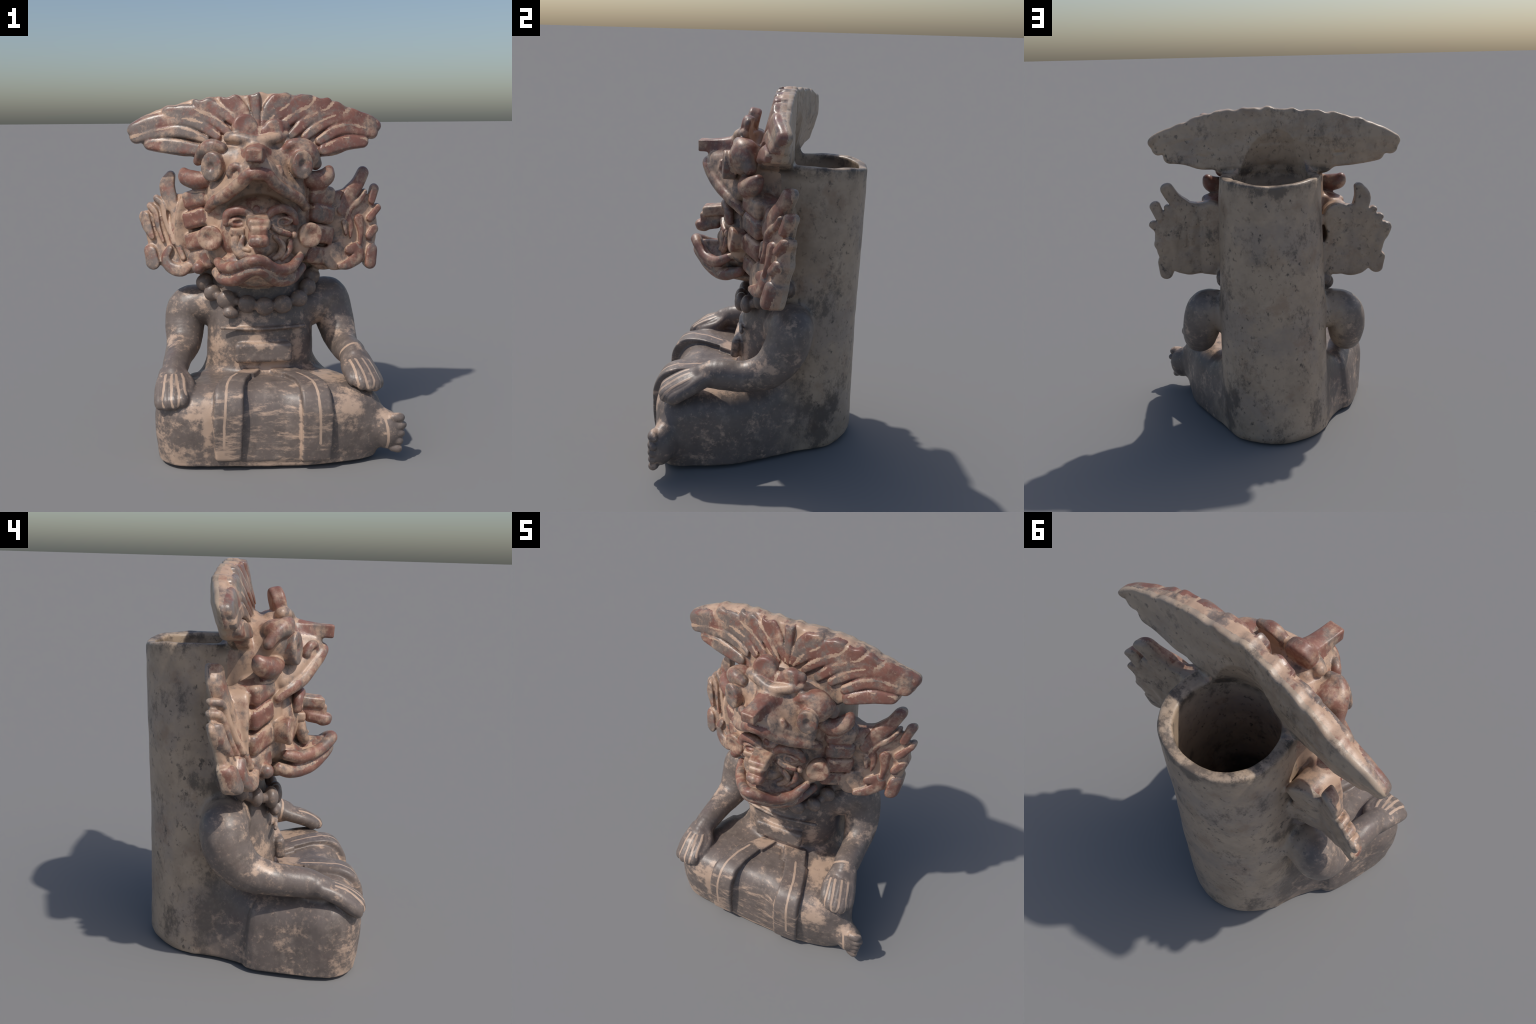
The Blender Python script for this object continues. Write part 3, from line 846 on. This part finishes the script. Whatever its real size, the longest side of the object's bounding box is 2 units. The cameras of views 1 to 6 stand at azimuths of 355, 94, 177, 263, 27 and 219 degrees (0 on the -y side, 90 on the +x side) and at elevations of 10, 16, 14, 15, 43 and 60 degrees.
def onto(pts):
    """Snap line points to the nearest surface vertex region (average of close vertices)."""
    out = []
    for p in np.array(pts, float):
        d = np.linalg.norm(V - p, axis=1)
        j = np.argsort(d)[:6] if len(d) < 1000 else np.argpartition(d, 6)[:6]
        out.append(tuple(V[j].mean(0)))
    return out


def dense(pts, n=4):
    P, _ = resample(pts, 1.0, n)
    return onto(P)


LINES = [
    [(-0.125, -0.17, 0.47), (-0.19, -0.33, 0.50), (-0.222, -0.47, 0.47), (-0.235, -0.55, 0.38), (-0.243, -0.57, 0.27), (-0.247, -0.57, 0.15)],
    [(0.15, -0.17, 0.47), (0.215, -0.33, 0.50), (0.245, -0.47, 0.46), (0.258, -0.55, 0.37), (0.262, -0.57, 0.27), (0.262, -0.57, 0.16)],
    # fingers
    [(-0.555, -0.35, 0.52), (-0.562, -0.44, 0.45), (-0.56, -0.49, 0.36)],
    [(-0.515, -0.35, 0.53), (-0.518, -0.46, 0.46), (-0.516, -0.52, 0.35)],
    [(-0.478, -0.35, 0.53), (-0.475, -0.46, 0.46), (-0.473, -0.52, 0.36)],
    [(-0.446, -0.33, 0.52), (-0.440, -0.43, 0.47), (-0.436, -0.47, 0.42)],
    [(0.450, -0.345, 0.56), (0.470, -0.43, 0.50), (0.480, -0.48, 0.44)],
    [(0.495, -0.345, 0.57), (0.515, -0.44, 0.50), (0.526, -0.51, 0.42)],
    [(0.540, -0.335, 0.56), (0.560, -0.43, 0.49), (0.568, -0.50, 0.42)],
    [(0.580, -0.32, 0.54), (0.598, -0.41, 0.48), (0.602, -0.46, 0.42)],
    # foot and wrists
    [(0.625, -0.49, 0.25), (0.640, -0.52, 0.17), (0.635, -0.50, 0.08)],
    [(0.435, -0.215, 0.50), (0.47, -0.225, 0.57), (0.53, -0.225, 0.61)],
    [(-0.56, 0.06, 0.59), (-0.47, 0.0, 0.62), (-0.40, 0.02, 0.59)],
    [(0.42, 0.0, 0.60), (0.50, -0.01, 0.63), (0.58, 0.02, 0.60)],
]
LINES = [dense(l, 2) for l in LINES]


def grain(n):
    return n.math('ADD', n.math('MULTIPLY', n.noise(60, 3), 0.6), n.math('MULTIPLY', n.noise(260, 2), 0.4))


def tint(n, col, seed, amount=0.25, scale=9):
    """Mottle a colour lighter and darker."""
    d = n.mix(n.math('MULTIPLY', n.ramp(n.noise(scale, 6, 0.65, seed), 0.42, 0.68), amount), col, (0.03, 0.028, 0.026, 1))
    return n.mix(n.math('MULTIPLY', n.ramp(n.noise(scale * 1.7, 6, 0.65, seed + 5), 0.5, 0.75), amount * 0.7), d, (0.62, 0.50, 0.40, 1))


def body_material(name='slipped_clay', lines=()):
    n = Nodes(name)
    ax = n.axes()
    x, y, z = ax[0], ax[1], ax[2]
    bare = tint(n, BARE, 1, 0.22, 6)
    cream = tint(n, CREAM, 2, 0.14, 8)
    # scattered dark specks and smudges on the bare vessel
    sp = n.math('MULTIPLY', n.ramp(n.noise(34, 5, 0.64, 3, (1, 1, 0.8)), 0.56, 0.68), n.math('ADD', 0.35, n.math('MULTIPLY', n.ramp(n.noise(5, 4, 0.6, 18), 0.40, 0.60), 0.65)))
    dark = None
    for c, r, k in (((0.33, 0.34, 0.22), (0.2, 0.3, 0.28), 0.20), ((-0.30, 0.22, 0.2), (0.2, 0.3, 0.3), 0.20), ((-0.30, 0.25, 0.92), (0.15, 0.25, 0.2), 0.14), ((0.0, 0.55, 1.56), (0.35, 0.2, 0.07), 0.22), ((0.30, 0.28, 0.95), (0.15, 0.25, 0.2), 0.12)):
        b = n.math('MULTIPLY', n.blob(c, r), k)
        dark = b if dark is None else n.math('ADD', dark, b)
    sm = n.math('MULTIPLY', n.ramp(n.math('ADD', n.noise(8, 9, 0.74, 4, (1, 1, 0.7)), dark), 0.53, 0.68), 0.85)
    gz = n.math('MULTIPLY', n.ramp(n.noise(3, 6, 0.7, 16), 0.45, 0.62), 0.45)
    bare = n.mix(gz, bare, srgb(0.56, 0.515, 0.49))
    bare = n.mix(n.math('MULTIPLY', n.ramp(n.noise(5, 7, 0.7, 17), 0.52, 0.66), 0.40), bare, srgb(0.55, 0.43, 0.34))
    rim = n.math('MULTIPLY', n.math('MULTIPLY', n.ramp(z, 1.53, 1.60), n.ramp(z, 1.66, 1.62)), n.ramp(n.noise(12, 6, 0.7, 14), 0.42, 0.6))
    bare = n.mix(n.math('MULTIPLY', n.math('MAXIMUM', n.math('MAXIMUM', sp, sm), rim), 0.80), bare, BLACK)
    # how much paint: front and arms yes, back no
    paint = n.ramp(n.math('SUBTRACT', y, n.math('MULTIPLY', n.math('SUBTRACT', n.noise(5, 6, 0.7, 6), 0.5), 0.5)), 0.42, 0.10)
    low = n.ramp(z, 0.50, 0.36)
    arm = n.ramp(n.math('ABSOLUTE', x), 0.36, 0.44)
    fr = n.ramp(y, 0.19, 0.12)
    back_ok = n.math('MAXIMUM', n.math('MAXIMUM', low, arm), fr)
    paint = n.math('MAXIMUM', paint, n.math('MULTIPLY', n.math('MULTIPLY', arm, n.ramp(y, 0.36, 0.28)), 0.95))
    paint = n.math('MULTIPLY', paint, n.math('MULTIPLY', back_ok, n.ramp(z, 1.0, 0.9)))
    # worn-off patches where cream clay shows
    wear = None
    for c, r, s in (BLOBS[-2:] if 'hand' in name else BLOBS):
        b = n.math('MULTIPLY', n.blob(c, r), s)
        wear = b if wear is None else n.math('MAXIMUM', wear, b)
    st = (0.6, 0.6, 2.2) if 'cloth' in name or 'strip' in name else (1, 1, 1.25)
    streak = n.math('ADD', n.math('MULTIPLY', n.noise(7, 9, 0.68, 8, st), 0.6), n.math('MULTIPLY', n.noise(24, 6, 0.7, 15, st), 0.4))
    thr = n.math('ADD', n.math('MULTIPLY', wear, 0.26), streak)
    slip = n.math('SUBTRACT', 1.0, n.ramp(thr, 0.525, 0.645))
    slip = n.math('MULTIPLY', slip, n.math('ADD', 0.55, n.math('MULTIPLY', n.ramp(n.noise(45, 4, 0.7, 9), 0.26, 0.46), 0.45)))
    if lines:
        line = n.math('ADD', near_lines(n, lines), n.math('MULTIPLY', n.math('SUBTRACT', n.noise(40, 2, 0.5, 11), 0.5), 0.006))
        slip = n.math('MULTIPLY', slip, n.ramp(line, 0.0055, 0.0085))
    grey = tint(n, GREY, 10, 0.30, 10)
    grey = n.mix(n.math('MULTIPLY', n.ramp(n.noise(4, 4, 0.6, 12), 0.55, 0.75), 0.3), grey, srgb(0.40, 0.30, 0.29))
    front = n.mix(n.math('MULTIPLY', slip, 0.95), cream, grey)
    col = n.mix(paint, bare, front)
    rough = n.math('ADD', 0.26, n.math('MULTIPLY', n.noise(14, 4, 0.6, 13), 0.34))
    return n.finish(col, rough, grain(n), 0.25, 0.004)


BLOBS = [((0.43, -0.50, 0.34), (0.12, 0.2, 0.14), 0.75), ((-0.42, -0.5, 0.30), (0.12, 0.2, 0.13), 0.65), ((-0.33, -0.5, 0.22), (0.045, 0.15, 0.30), 1.0),
         ((-0.33, 0.0, 0.78), (0.09, 0.2, 0.10), 0.8), ((0.35, 0.0, 0.68), (0.10, 0.2, 0.12), 0.7), ((0.52, 0.05, 0.60), (0.16, 0.2, 0.045), 0.6),
         ((-0.25, -0.1, 0.54), (0.12, 0.15, 0.14), 0.8), ((0.0, -0.12, 0.72), (0.30, 0.15, 0.10), 0.45), ((0.22, -0.1, 0.56), (0.08, 0.1, 0.13), 0.8),
         ((0.0, -0.15, 0.45), (0.30, 0.12, 0.05), 0.9), ((0.36, -0.2, 0.44), (0.16, 0.25, 0.10), 1.0), ((-0.48, -0.45, 0.06), (0.16, 0.2, 0.13), 0.7),
         ((0.163, -0.53, 0.2), (0.016, 0.1, 0.35), 0.9), ((-0.49, 0.03, 0.58), (0.16, 0.16, 0.035), 0.6), ((0.0, -0.13, 0.58), (0.12, 0.1, 0.08), 0.6),
         ((-0.25, -0.56, 0.09), (0.10, 0.1, 0.08), 0.6), ((0.0, -0.5, 0.03), (0.5, 0.2, 0.04), 0.6), ((0.0, -0.5, 0.22), (0.32, 0.25, 0.35), 0.20), ((0.63, -0.45, 0.27), (0.08, 0.1, 0.05), 0.8)]


def painted(name, red, grey, seed, rough0=0.36, base=CREAM_HEAD, soft=0.17, scale=8, lean=0.0):
    """Cream clay with blotchy remains of red and grey paint; red/grey set how much is covered."""
    n = Nodes(name)
    cream = tint(n, base, seed, 0.12, 9)
    cg = 0.66 - 0.32 * grey; cr = 0.66 - 0.32 * red
    g = n.ramp(n.noise(scale, 7, 0.68, seed + 1), cg - soft / 2, cg + soft / 2)
    rn = n.noise(scale * 1.2, 7, 0.68, seed + 2, distort=0.3)
    if lean:   # more red towards +x
        rn = n.math('ADD', rn, n.math('MULTIPLY', n.axes()[0], lean))
    r = n.ramp(rn, cr - soft / 2, cr + soft / 2)
    fine = n.ramp(n.noise(34, 5, 0.7, seed + 8), 0.30, 0.52)
    col = n.mix(n.math('MULTIPLY', g, n.math('ADD', 0.62, n.math('MULTIPLY', fine, 0.30))), cream, tint(n, GREY, seed + 3, 0.2))
    col = n.mix(n.math('MULTIPLY', r, n.math('ADD', 0.42, n.math('MULTIPLY', fine, 0.42))), col, tint(n, RED, seed + 4, 0.22))
    chips = n.ramp(n.noise(30, 5, 0.7, seed + 6), 0.60, 0.68)
    col = n.mix(n.math('MULTIPLY', chips, 0.55), col, cream)
    rough = n.math('ADD', rough0 - 0.1, n.math('MULTIPLY', n.noise(14, 4, 0.6, seed + 7), 0.30))
    return n.finish(col, rough, grain(n), 0.22, 0.004)


MATS = {'body': body_material(),
        'cloth': body_material('cloth_clay'), 'stripL': body_material('strip_clay', LINES[0:1]), 'stripR': body_material('strip_clay', LINES[1:2]),
        'handL': body_material('hand_clay', LINES[2:6]), 'handR': body_material('hand_clay', LINES[6:10] + LINES[11:12]),
        'foot': body_material('foot_clay', LINES[10:11]), 'armL': body_material('arm_clay'),
        'armR': body_material('arm_clay', LINES[11:12]),
        'bead': painted('bead_clay', -0.3, 0.95, 20),
        'cream': painted('cream_clay', 0.15, 0.36, 30),
        'face': painted('face_clay', 0.36, 0.50, 40, scale=11),
        'red': painted('red_painted_clay', 0.56, 0.54, 50),
        'palate': painted('palate_clay', 0.30, 0.45, 60),
        'eye': painted('eye_clay', 0.25, 0.72, 70, scale=11),
        'spool': painted('spool_clay', 0.42, 0.22, 80, scale=13),
        'feather': painted('feather_paint', 0.52, 0.74, 90, 0.28, lean=0.14),
        'wing': painted('panel_clay', 0.20, 0.36, 100),
        'plume': painted('plume_paint', 0.52, 0.50, 110, lean=0.08)}

# paint never reached the joints between the pressed-on pieces: leave a bare seam of clay there
PAINTED = {i for i, p in enumerate(PARTS, 1) if p[3] in ('red', 'feather', 'plume', 'eye', 'face', 'spool')}
lo_l = np.full(len(V), 32767); hi_l = np.zeros(len(V), int)
np.minimum.at(lo_l, Q.ravel(), np.repeat(FL, 4)); np.maximum.at(hi_l, Q.ravel(), np.repeat(FL, 4))
touch = lo_l != hi_l
patchy = sum(np.sin(V @ d * f + o) for d, f, o in ((np.array([0.8, 0.3, 0.5]), 60, 0.3), (np.array([-0.4, 0.7, 0.6]), 47, 1.9), (np.array([0.3, -0.5, 0.8]), 83, 4.0)))
SEAM = np.zeros(len(Q), bool)
for limit in (-1.2, 0.5):
    SEAM |= (touch & (patchy > limit))[Q].any(1)
    touch = touch | np.isin(np.arange(len(V)), Q[SEAM].ravel())
SEAM &= np.isin(FL, list(PAINTED))

# ================================================================= split into named objects
root = bpy.data.objects.new('seated_deity_urn', None)
bpy.context.scene.collection.objects.link(root)
root['label'] = 'seated clay figure urn with animal mask and feather headdress'
root['category'] = 'clay figurine'
OBJ = {}
done = set()
for idx, (key, name, parent, mat) in enumerate(PARTS, 1):
    q = Q[FL == idx]
    if len(q) < 12:
        continue
    u, inv = np.unique(q, return_inverse=True)
    me = make_mesh(name, V[u], inv.reshape(q.shape))
    me.normals_split_custom_set_from_vertices([tuple(v) for v in NRM[u]])
    me.materials.append(MATS[mat])
    if idx in PAINTED:
        me.materials.append(MATS['cream'])
        me.polygons.foreach_set('material_index', SEAM[FL == idx].astype(np.int32))
    ob = bpy.data.objects.new(name, me)
    bpy.context.scene.collection.objects.link(ob)
    ob.parent = OBJ.get(parent, root)
    OBJ[key] = ob
left = int((FL == 0).sum())
print('quads', len(Q), 'unlabelled', left, 'extent', V.min(0), V.max(0))
